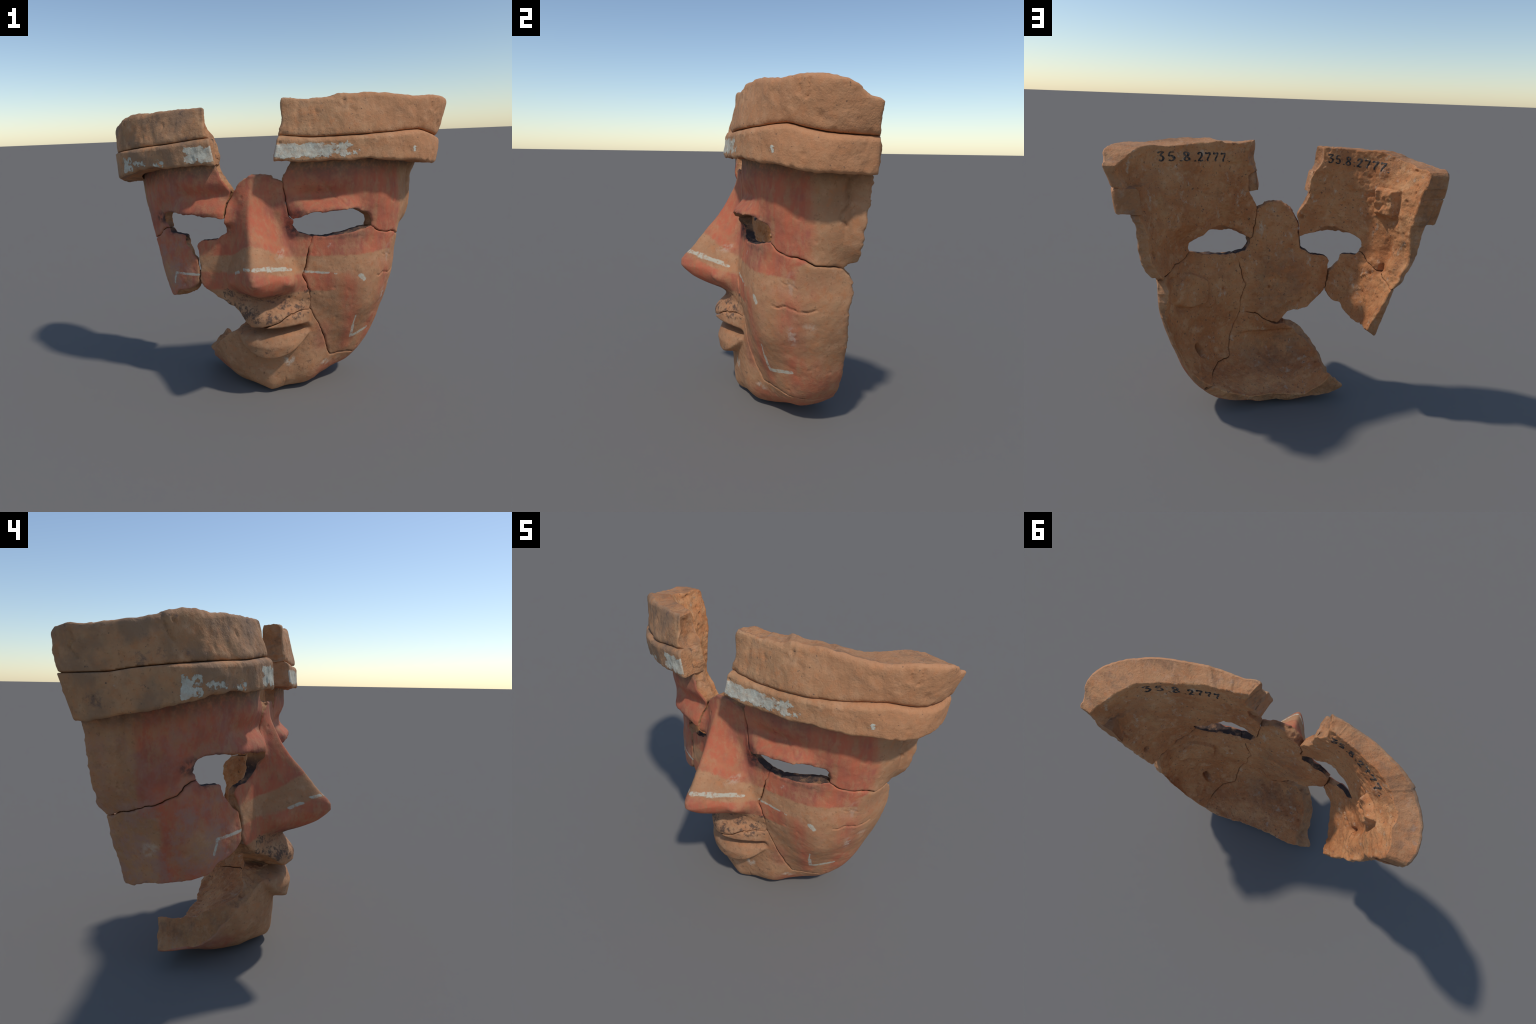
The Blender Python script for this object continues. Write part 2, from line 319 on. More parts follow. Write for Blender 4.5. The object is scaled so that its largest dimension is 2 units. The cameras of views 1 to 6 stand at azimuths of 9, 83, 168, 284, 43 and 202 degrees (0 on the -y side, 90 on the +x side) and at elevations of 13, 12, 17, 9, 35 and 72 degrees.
def region_normals(V,F,kind):
    """vertex normals smoothed within outer face, inner face and break separately"""
    tri=[]; own=[]
    for k,f in enumerate(F):
        if len(f)==3: tri.append(f); own.append(k)
        else: tri.append((f[0],f[1],f[2])); own.append(k); tri.append((f[0],f[2],f[3])); own.append(k)
    tri=np.array(tri); own=np.array(own)
    fn=np.cross(V[tri[:,1]]-V[tri[:,0]],V[tri[:,2]]-V[tri[:,0]])
    N=np.zeros((3,len(V),3))
    for c in range(3):
        s=kind[own]==c
        for j in range(3): np.add.at(N[c],tri[s,j],fn[s])
    N/=np.linalg.norm(N,axis=2)[...,None]+1e-20
    return N

def sherd_objects(name,sh,mats,splits=()):
    """splits: (part name, predicate on flat face centre & kind, materials); the rest keeps `name`"""
    V,F,kind,flat=sh['V'],sh['F'],sh['kind'],sh['flat']
    cen=flat[np.array([f[:3] for f in F])].mean(1); cen[:,0]=np.degrees(cen[:,0]/SX)
    N=region_normals(V,F,kind)
    left=np.ones(len(F),bool); res=[]
    parts=[]
    for nm,pred,mt in splits:
        k=left&pred(cen[:,0],cen[:,1],kind); left&=~k; parts.append((nm,k,mt))
    parts.append((name,left,mats))
    for nm,k,mt in parts:
        ob,idx=mesh_from(nm,V,F,kind,mt,k)
        me=ob.data; sel=np.where(k)[0]
        ln=[]
        for i in sel:
            c=kind[i]
            for a in F[i]: ln.append(N[c,a])
        me.normals_split_custom_set([tuple(x) for x in ln])
        res.append(ob)
    return res

# fracture lines shared by neighbouring sherds (degrees round, height)
BRIDGE=[(10.4,1.25),(11.9,1.161),(13.5,1.073),(15.2,1.055)]
EYE_IN=[(15.2,1.055),(15.1,1.02),(18.5,.974),(23.9,.954)]
EYE_TOP=[(15.2,1.055),(20.4,1.085),(27.5,1.095),(37.4,1.099),(42.7,1.09),(46.5,1.075),(48.6,1.05),(49,1.02),(48.6,.998)]
EYE_LOW=[(23.9,.954),(33.1,.956),(40.6,.972),(48.6,.998)]
TEMPLE=[(48.6,.998),(50.8,.970),(56,.953),(60,.938),(65.6,.92),(70.9,.918),(73.9,.9)]
NASAL=[(23.9,.954),(22.4,.86),(20.8,.789),(18.9,.735),(21.8,.65),(23.1,.536)]
JOWL=[(23.1,.536),(25.8,.459),(30.1,.366),(33,.28),(35,.243),(39.7,.237),(47.4,.227),(58.3,.198),(71.5,.156)]
LIP=[(23.1,.536),(16.4,.533),(11.3,.525),(6.6,.49),(3,.48)]
TEMPLE2=[(-53,.984),(-54.8,.982),(-59.6,.93),(-63.9,.905),(-71.8,.878),(-79.6,.844),(-82.7,.832)]

def join(*ls):
    out=[]
    for l in ls:
        for p in l:
            if not out or abs(p[0]-out[-1][0])+abs(p[1]-out[-1][1])>1e-6: out.append(p)
    if abs(out[0][0]-out[-1][0])+abs(out[0][1]-out[-1][1])<1e-6: out.pop()
    return out
FOREHEAD_L=join(BRIDGE,EYE_TOP,TEMPLE,[(75.5,.925),(78.6,.94),(79.2,1.0),(80.5,1.25),(80.6,1.4),(80.5,1.585),(78,1.612),(74.7,1.648),(71,1.675),(66,1.684),(61.8,1.69),(57,1.683),(53.5,1.695),(49.5,1.709),(43,1.705),(36.4,1.712),(29,1.697),(21.4,1.691),(11,1.691),(10.6,1.6),(9.2,1.505),(14,1.48),(15,1.37),(11.2,1.29)])
NOSE_S=join([(-6.1,1.302),(-1,1.306),(2.5,1.303),(7.8,1.274)],BRIDGE,EYE_IN,NASAL,LIP,[(-1,.465),(-4.9,.452),(-7.5,.476),(-12.5,.525),(-17.1,.548),(-25.1,.594),(-31.4,.655),(-32.9,.69),(-33.3,.79),(-34.4,.86),(-35.2,.905),(-33.1,.927),(-25.5,.939),(-19,.979),(-18.3,1.03),(-17.2,1.087),(-16.5,1.156),(-11.9,1.239)])
CHEEK_L=join(EYE_LOW,TEMPLE,[(76,.87),(77.2,.823),(76.9,.68),(76.6,.5),(76.2,.423),(74.6,.28),(73,.181)],JOWL[::-1],NASAL[::-1])
CHIN=join(LIP,[(-2,.446),(-5,.437),(-9.6,.434),(-16,.402),(-20.5,.38),(-24.5,.338),(-28.5,.303),(-33.8,.243),(-38.5,.195),(-43,.135),(-49.9,.085),(-58,.08),(-66.8,.075),(-60,-.04),(-45,-.156),(-20,-.215),(6,-.225),(30,-.19),(52.3,-.121),(62,-.03),(67.7,.03)],JOWL[::-1])
FOREHEAD_R=join([(-25.3,1.664),(-23.7,1.57),(-22.2,1.49),(-20.8,1.347),(-18.5,1.288),(-15.4,1.203),(-16.9,1.156),(-18,1.063),(-21.2,1.068),(-28.5,1.08),(-37.4,1.089),(-49,1.086),(-52.6,1.07),(-54,1.03)],TEMPLE2,[(-84,.87),(-83.6,1.05),(-84,1.21),(-86.3,1.36),(-87,1.567),(-76.2,1.592),(-68.5,1.611),(-64.1,1.63),(-57.9,1.659),(-50.9,1.662),(-38.9,1.67),(-32.4,1.669)])
CHEEK_R=join(TEMPLE2,[(-82.5,.753),(-81,.629),(-78.3,.5),(-69.4,.521),(-60.2,.535),(-47.6,.572),(-45.3,.605),(-36,.647),(-33.4,.672),(-33.2,.73),(-34.3,.81),(-38.6,.86),(-41,.91),(-42.1,.95),(-50.8,.957)])

def build_strip(deg0,deg1,lean0=0,lean1=0,n=420):
    """the lower, flat roll of the headband: a rounded slab swept round the brow"""
    th=np.radians(np.linspace(deg0,deg1,n)); deg=np.degrees(th)
    g=groove(th)+.003; b=curve(STRIP_BOTTOM,deg)
    # rounded-rectangle section: u runs down the height, w out from the wall
    sec=[]
    def arc(cx,cy,r,a0,a1,k):
        for a in np.linspace(a0,a1,k): sec.append((cx+r*math.cos(a),cy+r*math.sin(a)))
    H=1.0
    rings=[]
    for i in range(n):
        h=g[i]-b[i]; r=.016; c=.04*(1-.75*float(step(-52,-68,deg[i]))); cz=c*.65
        us=[(-.14,.004)]+[(w,.003) for w in np.linspace(-.12,-r,8)]
        us+=[(-r+r*math.sin(a),r-r*math.cos(a)) for a in np.linspace(.2,math.pi/2,6)]
        us+=[(0,u) for u in np.linspace(r+.005,h-.024,14)]
        us+=[(-c+c*math.cos(a),h-cz+cz*math.sin(a)) for a in np.linspace(.1,math.pi/2,8)]
        us+=[(w,h) for w in np.linspace(-c-.008,-.13,8)]
        us+=[(-.14,h-.01),(-.14,h*.5)]
        rings.append(us)
    S=np.array(rings)                                           # n,k,2
    k=S.shape[1]
    V=b[:,None]+S[...,1]; T=np.repeat(th[:,None],k,1)
    T=T-np.sign(deg1-deg0)*math.radians(4.0)*S[...,0]/.14*np.exp(-np.abs(th-th[0])/.08)[:,None]
    T=T+math.radians(lean0)*((V-b[:,None])/(g-b)[:,None])*np.exp(-np.abs(th-th[0])/.06)[:,None]
    T=T+math.radians(lean1)*(1-(V-b[:,None])/(g-b)[:,None])*np.exp(-np.abs(th-th[-1])/.05)[:,None]
    R=STRIP(T,V)+S[...,0]
    P=pos(T,V,R)
    nz=.005*fbm(P,8,81,2)+.0022*fbm(P,28,83,3)-.007*pits(P,20,85,.3,.3)
    ends=np.minimum(np.arange(n),n-1-np.arange(n))[:,None]
    bottom=.007*fbm(P*[1,1,.1],14,87,3)*step(.05,0,S[...,1])
    R=R+nz; V=V+bottom
    # rounded, ragged ends
    e=np.clip(1-ends/7,0,1); R=R-.010*(1-np.sqrt(1-e*e*.98))
    P=pos(T,V,R)
    F=[];kind=[]
    for i in range(n-1):
        for j in range(k):
            jj=(j+1)%k; F.append((i*k+j,(i+1)*k+j,(i+1)*k+jj,i*k+jj)); kind.append(0 if S[0,j,0]>-.06 else 2)
    VV=[P.reshape(-1,3)]; base=n*k
    # end faces: concentric shrinking rings, roughened
    for side,i in ((0,0),(1,n-1)):
        ringi=np.arange(i*k,(i+1)*k); Tc,Vc,Rc=T[i].mean(),V[i].mean(),R[i].mean(); prev=ringi
        for t in (.1,.3,.5,.7,.88):
            Tq=T[i]*(1-t)+Tc*t; Vq=V[i]*(1-t)+Vc*t; Rq=R[i]*(1-t)+Rc*t
            Q=pos(Tq,Vq,Rq); dsp=(.008*fbm(Q,25,91+side,3)+.005)*min(1,t*4); Tq=Tq+(1 if side else -1)*dsp*.9*(1 if deg1>deg0 else -1)
            VV.append(pos(Tq,Vq,Rq)); cur=base+np.arange(k); base+=k
            for j in range(k):
                jj=(j+1)%k; f=(prev[j],prev[jj],cur[jj],cur[j]); F.append(f if side==0 else f[::-1]); kind.append(2)
            prev=cur
        f=tuple(int(a) for a in prev); F.append(f if side==0 else f[::-1]); kind.append(2)
    if deg1<deg0: F=[tuple(f[::-1]) for f in F]
    return dict(V=np.concatenate(VV),F=[tuple(int(a) for a in f) for f in F],kind=np.array(kind))

def strip_object(name,st,mats):
    ob,idx=mesh_from(name,st['V'],st['F'],st['kind'],mats)
    ob.data.set_sharp_from_angle(angle=math.radians(50))
    return ob

# ------------------------------------------------------------------ materials (node graphs, object coordinates)
class Graph:
    def __init__(s,name):
        s.m=bpy.data.materials.new(name); s.m.use_nodes=True; s.t=s.m.node_tree; s.b=s.t.nodes['Principled BSDF']
        s.obj=s.t.nodes.new('ShaderNodeTexCoord').outputs['Object']
        sep=s.t.nodes.new('ShaderNodeSeparateXYZ'); s.t.links.new(s.obj,sep.inputs[0]); s.x,s.y,s.z=sep.outputs
        s.deg=s.mul(s.op('ARCTAN2',s.add(s.x,-AX),s.op('SUBTRACT',AY,s.y)),57.29578)
    def put(s,sock,v):
        if hasattr(v,'is_linked') or hasattr(v,'links'): s.t.links.new(v,sock)
        elif isinstance(v,tuple): sock.default_value=(*v,1) if len(v)==3 else v
        else: sock.default_value=v
    def op(s,o,a,b=0.0,c=0.0):
        n=s.t.nodes.new('ShaderNodeMath'); n.operation=o
        for i,v in enumerate((a,b,c)): s.put(n.inputs[i],v)
        return n.outputs[0]
    def add(s,a,b): return s.op('ADD',a,b)
    def mul(s,a,*bs):
        for b in bs: a=s.op('MULTIPLY',a,b)
        return a
    def mx(s,*a):
        r=a[0]
        for b in a[1:]: r=s.op('MAXIMUM',r,b)
        return r
    def inv(s,a): return s.op('SUBTRACT',1.0,a)
    def ss(s,lo,hi,x):
        """smooth step; lo>hi gives a falling one"""
        n=s.t.nodes.new('ShaderNodeMapRange'); n.interpolation_type='SMOOTHSTEP'
        f=lo>hi
        s.put(n.inputs['Value'],x); n.inputs['From Min'].default_value=min(lo,hi); n.inputs['From Max'].default_value=max(lo,hi)
        n.inputs['To Min'].default_value=1.0 if f else 0.0; n.inputs['To Max'].default_value=0.0 if f else 1.0
        return n.outputs['Result']
    def win(s,x,lo,hi,soft): return s.mul(s.ss(lo-soft,lo+soft,x),s.ss(hi+soft,hi-soft,x))
    def bell(s,x,c,w):
        d=s.mul(s.add(x,-c),1/w); return s.op('EXPONENT',s.mul(s.mul(d,d),-1.0))
    def noise(s,scale,detail=4,rough=.55,stretch=None,dist=0.0,off=0.0):
        n=s.t.nodes.new('ShaderNodeTexNoise'); n.inputs['Scale'].default_value=scale; n.inputs['Detail'].default_value=detail
        n.inputs['Roughness'].default_value=rough; n.inputs['Distortion'].default_value=dist
        mp=s.t.nodes.new('ShaderNodeMapping'); mp.inputs['Location'].default_value=(off,off*.7,off*1.3)
        if stretch: mp.inputs['Scale'].default_value=stretch
        s.t.links.new(s.obj,mp.inputs[0]); s.t.links.new(mp.outputs[0],n.inputs['Vector']); return n.outputs['Fac']
    def mix(s,f,a,b):
        n=s.t.nodes.new('ShaderNodeMix'); n.data_type='RGBA'
        s.put(n.inputs[0],f); s.put(n.inputs[6],a); s.put(n.inputs[7],b); return n.outputs[2]
    def seg(s,a,z,a0,z0,a1,z1,w,soft=.5):
        """painted stroke between two points given in (degrees, height)"""
        k=.0125; ax=s.mul(s.add(a,-a0),k); az=s.add(z,-z0); bx=(a1-a0)*k; bz=z1-z0; L=bx*bx+bz*bz+1e-9
        t=s.op('MINIMUM',s.op('MAXIMUM',s.mul(s.add(s.mul(ax,bx),s.mul(az,bz)),1/L),0.0),1.0)
        dx=s.op('SUBTRACT',ax,s.mul(t,bx)); dz=s.op('SUBTRACT',az,s.mul(t,bz))
        d=s.op('SQRT',s.add(s.mul(dx,dx),s.mul(dz,dz))); return s.ss(w,w*soft,d)
    def spot(s,a,z,a0,z0,ra,rz,soft=.3):
        dx=s.mul(s.add(a,-a0),1/ra); dz=s.mul(s.add(z,-z0),1/rz)
        return s.ss(1.0,soft,s.op('SQRT',s.add(s.mul(dx,dx),s.mul(dz,dz))))
    def done(s,col,rough,height,strength=.35,dist=.004):
        s.put(s.b.inputs['Base Color'],col); s.put(s.b.inputs['Roughness'],rough)
        s.b.inputs['Specular IOR Level'].default_value=.25
        n=s.t.nodes.new('ShaderNodeBump'); n.inputs['Strength'].default_value=strength; n.inputs['Distance'].default_value=dist
        s.put(n.inputs['Height'],height); s.t.links.new(n.outputs[0],s.b.inputs['Normal']); return s.m

TAN=(.50,.27,.145); TAN_D=(.36,.19,.10); TAN_L=(.58,.36,.22)
RED=(.50,.128,.066); RED_O=(.52,.19,.095); RED_D=(.36,.105,.066)
SOOT=(.045,.038,.036); PALE=(.62,.58,.50); PALE_G=(.52,.54,.44)

def clay(g,a=TAN_D,b=TAN,c=TAN_L):
    """mottled bare clay with dark grit and pale grains"""
    n1=g.noise(3.2,5,.6); n2=g.noise(14,5,.6,off=3); n3=g.noise(60,4,.6,off=5)
    col=g.mix(g.ss(.35,.62,n1),a,b); col=g.mix(g.mul(g.ss(.5,.72,n2),.6),col,c)
    col=g.mix(g.mul(g.ss(.58,.70,n3),.5),col,tuple(.45*u for u in b))
    col=g.mix(g.mul(g.ss(.60,.72,g.noise(90,4,.65,off=6)),.4),col,c)
    col=g.mix(g.mul(g.ss(.56,.70,g.noise(8,7,.72,off=4)),.5),col,tuple(.58*u for u in b))
    hue=g.noise(24,6,.7,off=8); col=g.mix(g.mul(g.ss(.5,.66,hue),.55),col,tuple(u*v for u,v in zip(b,(1.02,.80,.66)))); col=g.mix(g.mul(g.ss(.48,.34,hue),.5),col,tuple(u*v for u,v in zip(b,(.92,1.08,1.15))))
    return col,n1,n2,n3

def mat_outer():
    g=Graph('painted_clay')
    col,n1,n2,n3=clay(g,(.37,.18,.09),(.46,.23,.115),(.53,.295,.165))
    w1=g.noise(7,4,.6,off=11); w2=g.noise(7,4,.6,off=17); w3=g.noise(38,4,.6,off=23)
    a=g.add(g.deg,g.add(g.mul(g.add(w1,-.5),5.0),g.mul(g.add(w3,-.5),2.0)))
    z=g.add(g.z,g.add(g.mul(g.add(w2,-.5),.03),g.mul(g.add(w3,-.5),.022)))
    # red fields: brow and bridge, the bar under the nose, cheek stripes, jaw
    ridge=g.bell(g.deg,-2,9)
    zl=g.add(z,g.mul(ridge,-.095))
    right=g.add(a,g.mul(g.ss(.93,.90,z),5.0))
    brow=g.mul(g.ss(.838,.852,zl),g.ss(1.37,1.30,z),g.ss(66,62,right),g.ss(-72,-69.5,a))
    zn=g.add(z,g.mul(ridge,-.075))
    bar=g.mul(g.win(zn,.645,.752,.008),g.ss(36,29,a),g.ss(-34,-31,a),.9)
    noseb=g.mul(g.win(z,.645,.80,.012),g.win(g.deg,-13,13,2.5),g.ss(.76,.745,zn))
    wide=g.noise(5,3,.5,off=31)
    drag=g.noise(30,5,.7,off=58,stretch=(1,1,.18)); st1=g.mul(g.bell(g.add(a,g.mul(g.add(z,-.5),10.0)),40,3.6),g.ss(.78,.70,z),g.ss(.18,.3,z),.85)
    st2=g.mul(g.bell(a,57,4.5),g.ss(.86,.7,z),g.ss(.1,.3,z),g.ss(.25,.5,wide),.85)
    st3=g.mul(g.win(a,47,69,6),g.win(z,.3,.84,.1),g.ss(.42,.62,g.noise(6,5,.65,off=36)),.5)
    low=g.mul(g.ss(.46,.30,z),g.ss(46,56,a),g.ss(.3,.55,wide),.7)
    jaw=g.mul(g.ss(.19,.11,z),g.mx(g.ss(20,30,g.deg),g.ss(-20,-28,g.deg)),.8)
    jowl=g.mul(g.bell(a,29,4),g.win(z,.27,.44,.04),.65)
    ckr=g.mul(g.ss(-62.5,-65,a),0.0)
    cheek=g.mul(g.ss(-66,-63.5,a),g.ss(-33,-36,g.deg),g.ss(.90,.84,z),g.ss(.48,.5,z),g.inv(g.mul(g.spot(a,z,-51,.70,10,.13),.95)))
    red=g.mx(brow,bar,noseb,st1,st2,st3,low,jaw,jowl,cheek)
    tone=g.noise(4.5,5,.6,off=41)
    rc=g.mix(g.ss(.38,.6,tone),RED_D,RED); rc=g.mix(g.mul(g.ss(.54,.68,g.noise(16,6,.7,off=44,stretch=(1,1,.45))),.6),rc,(.36,.105,.075)); rc=g.mix(g.ss(.52,.75,g.noise(6,4,.6,off=47)),rc,RED_O)
    wear=g.ss(.62,.46,g.noise(17,7,.74,off=53,stretch=(1,1,.5)))
    red=g.mul(red,g.add(.34,g.mul(wear,.45)),g.add(.75,g.mul(g.ss(.3,.62,drag),.5))); red=g.op('MINIMUM',red,.97)
    col=g.mix(red,col,rc)
    # dusty lilac bloom on the small cheek and forehead
    dust=g.mul(g.ss(-30,-44,g.deg),g.ss(.42,.62,g.noise(13,7,.75,off=59)),g.add(.35,g.mul(g.ss(.95,.85,g.z),.3))); col=g.mix(dust,col,(.36,.2,.16))
    # soot round the eyes, grit and a dark patch under the nose
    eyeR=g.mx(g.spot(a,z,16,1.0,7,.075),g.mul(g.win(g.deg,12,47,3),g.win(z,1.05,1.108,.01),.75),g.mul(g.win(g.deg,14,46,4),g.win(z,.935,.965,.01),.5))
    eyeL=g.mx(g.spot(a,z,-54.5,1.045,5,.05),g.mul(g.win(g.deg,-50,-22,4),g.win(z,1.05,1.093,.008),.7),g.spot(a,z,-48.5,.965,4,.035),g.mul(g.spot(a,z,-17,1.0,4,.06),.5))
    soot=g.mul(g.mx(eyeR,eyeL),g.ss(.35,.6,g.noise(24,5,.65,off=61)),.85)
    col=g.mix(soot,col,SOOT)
    sp=g.noise(42,7,.75,off=67)
    reg=g.mx(g.mul(g.win(z,.49,.66,.02),g.win(g.deg,-23,24,3)),g.mul(g.win(z,.1,.46,.04),g.win(g.deg,-25,30,6),.38),g.mul(g.win(g.deg,8,34,9),g.win(z,1.1,1.3,.06),.36),g.mul(g.win(g.deg,4,24,8),g.win(z,.9,1.1,.06),.36))
    clump=g.noise(12,3,.6,off=71)
    specks=g.ss(.62,.76,g.add(sp,g.add(g.mul(reg,.14),g.mul(g.add(clump,-.5),.45))))
    specks=g.mul(specks,g.ss(.15,.5,reg),.8); col=g.mix(specks,col,(.06,.045,.04))
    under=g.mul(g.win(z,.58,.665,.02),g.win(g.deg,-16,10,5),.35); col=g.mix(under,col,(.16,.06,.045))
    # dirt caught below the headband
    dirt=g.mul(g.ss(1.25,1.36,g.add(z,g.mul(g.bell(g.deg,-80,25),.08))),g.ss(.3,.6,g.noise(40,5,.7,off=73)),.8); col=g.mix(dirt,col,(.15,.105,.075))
    # pale painted lines
    strokes=[(-10,.785,-7.5,.805,.009),(-5,.83,-2.5,.838,.007),(-1,.838,3.5,.83,.010),(4,.822,10,.798,.012),(10,.795,13,.783,.007),(19.3,.760,29.8,.748,.008),(32.5,.745,33.3,.744,.005),(42.4,.725,43.8,.700,.014),
      (43.2,.47,43.4,.40,.005),(43.4,.40,44.2,.325,.012),(44.2,.322,55,.345,.013),(-33.5,.727,-45.8,.722,.009),(-45.8,.722,-47,.66,.008)]
    line=0.0
    for s in strokes: line=g.mx(line,g.seg(g.add(g.deg,g.mul(g.add(w3,-.5),1.2)),g.add(g.z,g.mul(g.add(w3,-.5),.014)),*s))
    line=g.mul(line,g.ss(.30,.52,g.noise(44,6,.7,off=79)),.68); col=g.mix(line,col,PALE_G)
    pale=g.mul(g.mx(g.spot(a,z,11.5,.215,3.5,.05),g.mul(g.spot(a,z,33,.165,5,.03),.7),g.mul(g.spot(a,z,58,.56,2.2,.07),.6),g.mul(g.spot(a,z,57.5,.82,2,.09),.35),g.mul(g.spot(a,z,-68,.70,4,.05),.6),g.mul(g.spot(a,z,32,.9,1.5,.02),.7),g.mul(g.spot(a,z,8,.875,3,.03),.5),g.mul(g.spot(a,z,64,.62,3.5,.03),.4)),g.ss(.4,.62,g.noise(33,5,.65,off=83)),.8)
    scuff=g.mul(g.ss(.70,.80,g.noise(30,6,.7,off=89)),.4)
    col=g.mix(g.mx(pale,scuff),col,(.56,.47,.37))
    h=g.add(g.mul(n3,.6),g.add(g.mul(g.noise(140,4,.6,off=97),.35),g.mul(specks,-.3)))
    return g.done(col,g.add(.72,g.mul(n2,.2)),h,.55,.005)

def mat_inner():
    g=Graph('bare_clay')
    col,n1,n2,n3=clay(g,(.46,.175,.065),(.60,.275,.115),(.68,.38,.19))
    col=g.mix(g.mul(g.ss(.5,.7,g.noise(7,6,.65,off=7)),.6),col,(.42,.165,.07))
    pale=g.mul(g.ss(.57,.70,g.noise(15,6,.72,off=13,stretch=(1,1,.6))),.65); col=g.mix(pale,col,(.60,.47,.33))
    burnt=g.mul(g.mx(g.mul(g.spot(g.deg,g.z,0,.26,38,.16),.4),g.mul(g.spot(g.deg,g.z,-5,.75,25,.35),.35)),g.ss(.35,.6,n2)); col=g.mix(burnt,col,(.16,.085,.055))
    grit=g.mul(g.ss(.60,.68,g.noise(60,4,.65,off=19)),.75); col=g.mix(grit,col,(.09,.06,.05))
    h=g.add(g.mul(n3,.7),g.mul(g.noise(130,5,.65,off=29),.5))
    return g.done(col,.9,h,.9,.007)

def mat_break():
    g=Graph('broken_clay')
    col,n1,n2,n3=clay(g,(.42,.185,.08),(.52,.255,.12),(.58,.33,.19))
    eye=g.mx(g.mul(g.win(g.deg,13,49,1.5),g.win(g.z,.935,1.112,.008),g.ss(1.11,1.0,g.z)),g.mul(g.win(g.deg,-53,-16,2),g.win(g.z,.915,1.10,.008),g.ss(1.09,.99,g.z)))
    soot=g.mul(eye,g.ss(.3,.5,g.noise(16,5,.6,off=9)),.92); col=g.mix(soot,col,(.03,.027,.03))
    stain=g.mul(g.ss(.48,.66,g.noise(9,6,.7,off=27)),.6); col=g.mix(stain,col,(.24,.135,.08))
    grey=g.mul(g.mx(g.mul(g.spot(g.deg,g.z,-22,.40,9,.07),g.ss(.5,.65,g.noise(14,5,.65,off=35)),.7),g.mul(g.ss(.62,.72,g.noise(11,4,.6,off=15)),.4)),.7); col=g.mix(grey,col,(.36,.31,.26))
    h=g.add(g.mul(n3,.8),g.mul(g.noise(120,5,.7,off=21),.6))
    return g.done(col,.92,h,.9,.008)

def band_base(g):
    col,n1,n2,n3=clay(g,(.40,.20,.095),(.50,.255,.125),(.56,.33,.185))
    warm=g.ss(25,60,g.deg); col=g.mix(g.mul(warm,.5),col,(.53,.235,.11))
    cool=g.mul(g.ss(20,-30,g.deg),g.ss(.4,.62,g.noise(6,5,.6,off=33)),.75); col=g.mix(cool,col,(.27,.165,.10))
    blot=g.mul(g.ss(.56,.7,g.noise(11,6,.7,off=37)),g.ss(50,-20,g.deg),.75); col=g.mix(blot,col,(.16,.10,.075))
    grit=g.mul(g.ss(.67,.73,g.noise(55,3,.6,off=43)),.7); col=g.mix(grit,col,(.10,.07,.055))
    scuff=g.mul(g.ss(.68,.78,g.noise(20,6,.7,off=49)),.35); col=g.mix(scuff,col,(.58,.48,.38))
    return col,n1,n2,n3
def mat_band():
    g=Graph('band_clay'); col,n1,n2,n3=band_base(g)
    h=g.add(g.mul(n3,.7),g.mul(g.noise(120,4,.6,off=97),.4))
    return g.done(col,.85,h,.7,.006)
def mat_strip():
    g=Graph('whitewashed_clay'); col,n1,n2,n3=band_base(g)
    flake=g.noise(22,6,.68,off=51,stretch=(1,1,1.2)); z=g.z
    right=g.mul(g.add(.35,g.mul(g.ss(48,14,g.deg),.75)),g.ss(44,36,g.deg),g.win(z,1.385,1.465,.025),g.ss(0,2,g.deg))
    left=g.mx(g.mul(g.win(g.deg,-32,-17,4),g.win(z,1.375,1.47,.025),.88),g.mul(g.win(g.deg,-60,-54,.7),g.win(z,1.32,1.42,.02),.75),g.mul(g.win(g.deg,-56,-36,3),g.win(z,1.355,1.41,.02),.55),g.mul(g.spot(g.deg,z,56,1.41,2,.03),.5))
    white=g.ss(.60,.64,g.add(flake,g.add(g.mul(g.mx(right,left),.48),-.18)))
    col=g.mix(g.mul(white,g.add(.6,g.mul(g.ss(.35,.6,g.noise(35,5,.7,off=91)),.35))),col,g.mix(g.ss(.4,.6,n2),(.53,.50,.40),(.60,.575,.47)))
    h=g.add(g.mul(n3,.7),g.add(g.mul(g.noise(120,4,.6,off=97),.4),g.mul(white,.5)))
    return g.done(col,.85,h,.7,.006)
def mat_ink():
    g=Graph('black_ink'); n=g.noise(60,4,.6)
    return g.done(g.mix(g.ss(.42,.62,n),(.03,.026,.024),(.16,.11,.08)),.6,n,.1,.002)

# ------------------------------------------------------------------ ink inscription on the back of the headband
GLYPH={'3':[[(0,.98),(.08,.88),(.1,.98),(.62,.98),(.3,.62),(.55,.5),(.62,.25),(.45,.04),(.2,.0),(.02,.15)]],
 '5':[[(.68,.98),(.2,.95),(.14,.55),(.42,.6),(.62,.4),(.58,.12),(.3,.0),(.05,.12)]],
 '8':[[(.35,.52),(.12,.7),(.15,.92),(.38,1.0),(.58,.88),(.55,.68),(.35,.52),(.1,.35),(.05,.13),(.3,.0),(.58,.08),(.62,.3),(.35,.52)]],
 '2':[[(.08,.75),(.2,.95),(.42,1.0),(.58,.85),(.5,.55),(.08,.05),(.25,.1),(.45,.0),(.66,.12)]],
 '7':[[(.02,.8),(.06,.98),(.25,.9),(.62,.98),(.5,.6),(.28,.25),(.3,.0)]],
 '.':[[(.1,.06),(.16,.0),(.2,.05)]],':':[[(.1,.06),(.16,.0),(.2,.05)],[(.1,.5),(.16,.44),(.2,.5)]]}
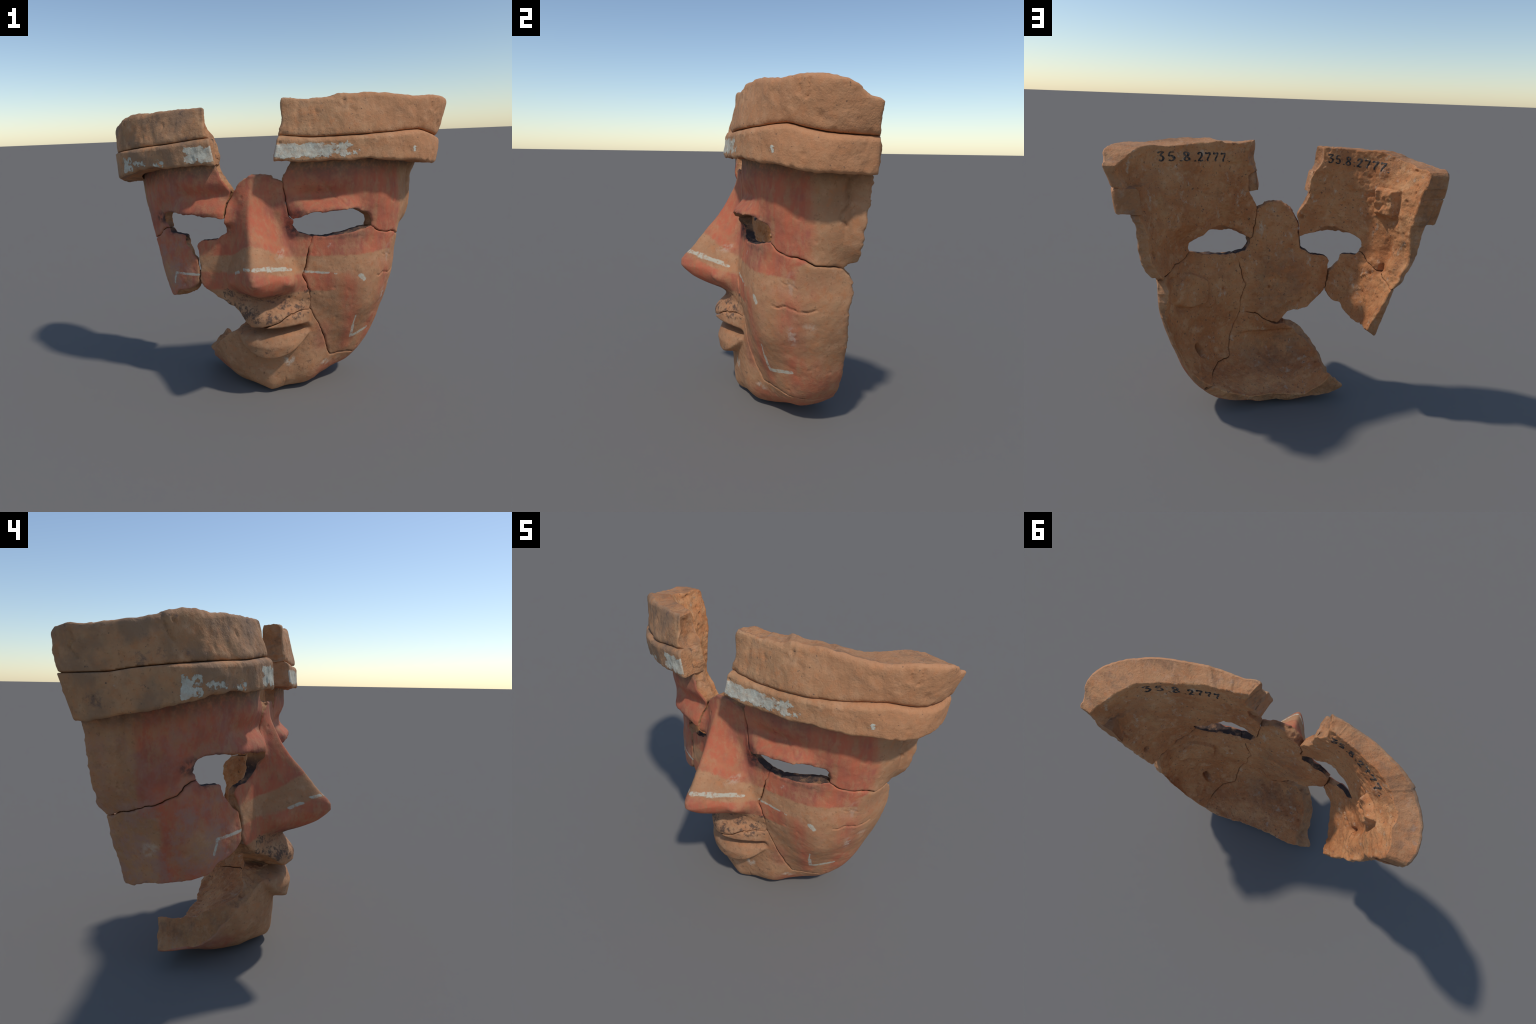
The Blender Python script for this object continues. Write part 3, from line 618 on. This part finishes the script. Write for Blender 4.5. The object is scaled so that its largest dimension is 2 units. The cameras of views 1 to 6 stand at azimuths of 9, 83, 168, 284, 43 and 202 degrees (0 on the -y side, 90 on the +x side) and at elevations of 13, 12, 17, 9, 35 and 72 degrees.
def ink_glyph(ch,deg0,v0,height,tilt,name,mat):
    V=[];F=[]
    for st in GLYPH[ch]:
        q=np.array(st); out=[]
        for i in range(len(q)-1):
            p0,p1,p2,p3=q[max(i-1,0)],q[i],q[i+1],q[min(i+2,len(q)-1)]
            for t in np.arange(0,1,.2): out.append(.5*((2*p1)+(-p0+p2)*t+(2*p0-5*p1+4*p2-p3)*t*t+(-p0+3*p1-3*p2+p3)*t**3))
        out.append(q[-1]); c=np.array(out)*[.72,1]*height
        # written from behind: letters run towards smaller angles
        k=.0108; a=deg0-(c[:,0])/k; v=v0+c[:,1]+tilt*c[:,0]
        tg=np.gradient(c,axis=0); tg/=np.linalg.norm(tg,axis=1)[:,None]+1e-9; nr=np.c_[-tg[:,1],tg[:,0]]
        w=.0030+.0020*np.abs(tg[:,1]); n=len(c); base=len(V)
        for j,(o,lift) in enumerate(((-1,-.001),(-.6,.0018),(.6,.0018),(1,-.001))):
            aa=a-(nr[:,0]*w*o)/k; vv=v+nr[:,1]*w*o
            R=inner_full(np.radians(aa),vv)-lift-.0012
            V+=pos(np.radians(aa),vv,R).tolist()
        for j in range(3):
            for i in range(n-1): F.append((base+j*n+i,base+j*n+i+1,base+(j+1)*n+i+1,base+(j+1)*n+i))
    me=bpy.data.meshes.new(name); me.from_pydata(V,[],F); me.materials.append(mat); me.update()
    ob=bpy.data.objects.new(name,me); bpy.context.scene.collection.objects.link(ob); return ob
def inscription(text,deg0,deg1,v0,v1,height,mat):
    adv={'.':.45,':':.5}; tot=sum(adv.get(c,1) for c in text); x=0; obs=[]
    for c in text:
        t=x/tot; a=deg0+(deg1-deg0)*t; v=v0+(v1-v0)*t
        obs.append(ink_glyph(c,a,v,height,(v1-v0)/(abs(deg1-deg0)*.0108),'inscription_digit' if c.isdigit() else 'inscription_dot',mat)); x+=adv.get(c,1)
    return obs

# ------------------------------------------------------------------ assembly
for o in list(bpy.data.objects): bpy.data.objects.remove(o)
mask=bpy.data.objects.new('clay_mask',None); bpy.context.scene.collection.objects.link(mask)
mask['label']='broken terracotta face mask, red painted, with rolled headband'
mask['category']='clay mask'
MATS=[mat_outer(),mat_inner(),mat_break()]
BMATS=[mat_band(),MATS[1],MATS[2]]
SMATS=[mat_strip(),MATS[1],MATS[2]]
is_band=lambda a,v,k: (v>groove(np.radians(a))+.0)&(k!=1)
is_lips=lambda a,v,k: (k==0)&(np.abs(a-2)<18.5)&(v>.285+.11*((a-2)/18.5)**2)&(v<.54)
def adopt(obs,parent=mask):
    for o in obs: o.parent=parent
for nm,out,kw,sp in (
  ('forehead',FOREHEAD_L,dict(round_spots=[(45,1.72,.35,.03)],lean=[(11,1.6,.12,7.5,0),(48,1.72,.2,0,-.022),(12,1.42,.08,2,0),(32,1.09,.11,0,.05)]),[('headband',is_band,BMATS)]),
  ('forehead',FOREHEAD_R,dict(round_spots=[(-60,1.67,.3,.03)],lean=[(-24,1.6,.12,-6,0),(-20,1.35,.1,-2,0),(-36,1.085,.11,0,.05)]),[('headband',is_band,BMATS)]),
  ('nose',NOSE_S,dict(lean=[(-33,.76,.15,-3,0),(-24,.59,.09,-1,-.035)]),()),
  ('cheek',CHEEK_L,dict(round_spots=[(76,.5,.3,.018)]),()),
  ('cheek',CHEEK_R,dict(lean=[(-34,.76,.13,-3,0),(-76,.5,.12,0,.05),(-40,.62,.06,0,-.02)]),()),
  ('chin',CHIN,dict(lean=[(-24,.35,.09,4,0),(-38,.2,.1,-2,.02),(-48,.11,.1,0,.05),(-62,.09,.08,0,.04)]),[('lips',is_lips,MATS)]),
):
    sh=build_sherd(out,**kw); obs=sherd_objects(nm,sh,MATS,sp); adopt(obs)
for a,b,l,l1 in ((6.4,80.8,2.2,0),(-18.8,-86.8,-2,4)):
    ob=strip_object('headband_strip',build_strip(a,b,l,l1),SMATS); adopt([ob])
INK=mat_ink()
adopt(inscription('35.8.2777.',61.8,28.5,1.585,1.568,.052,INK))
adopt(inscription('35.8:2777.',-33.5,-64.5,1.572,1.532,.052,INK))
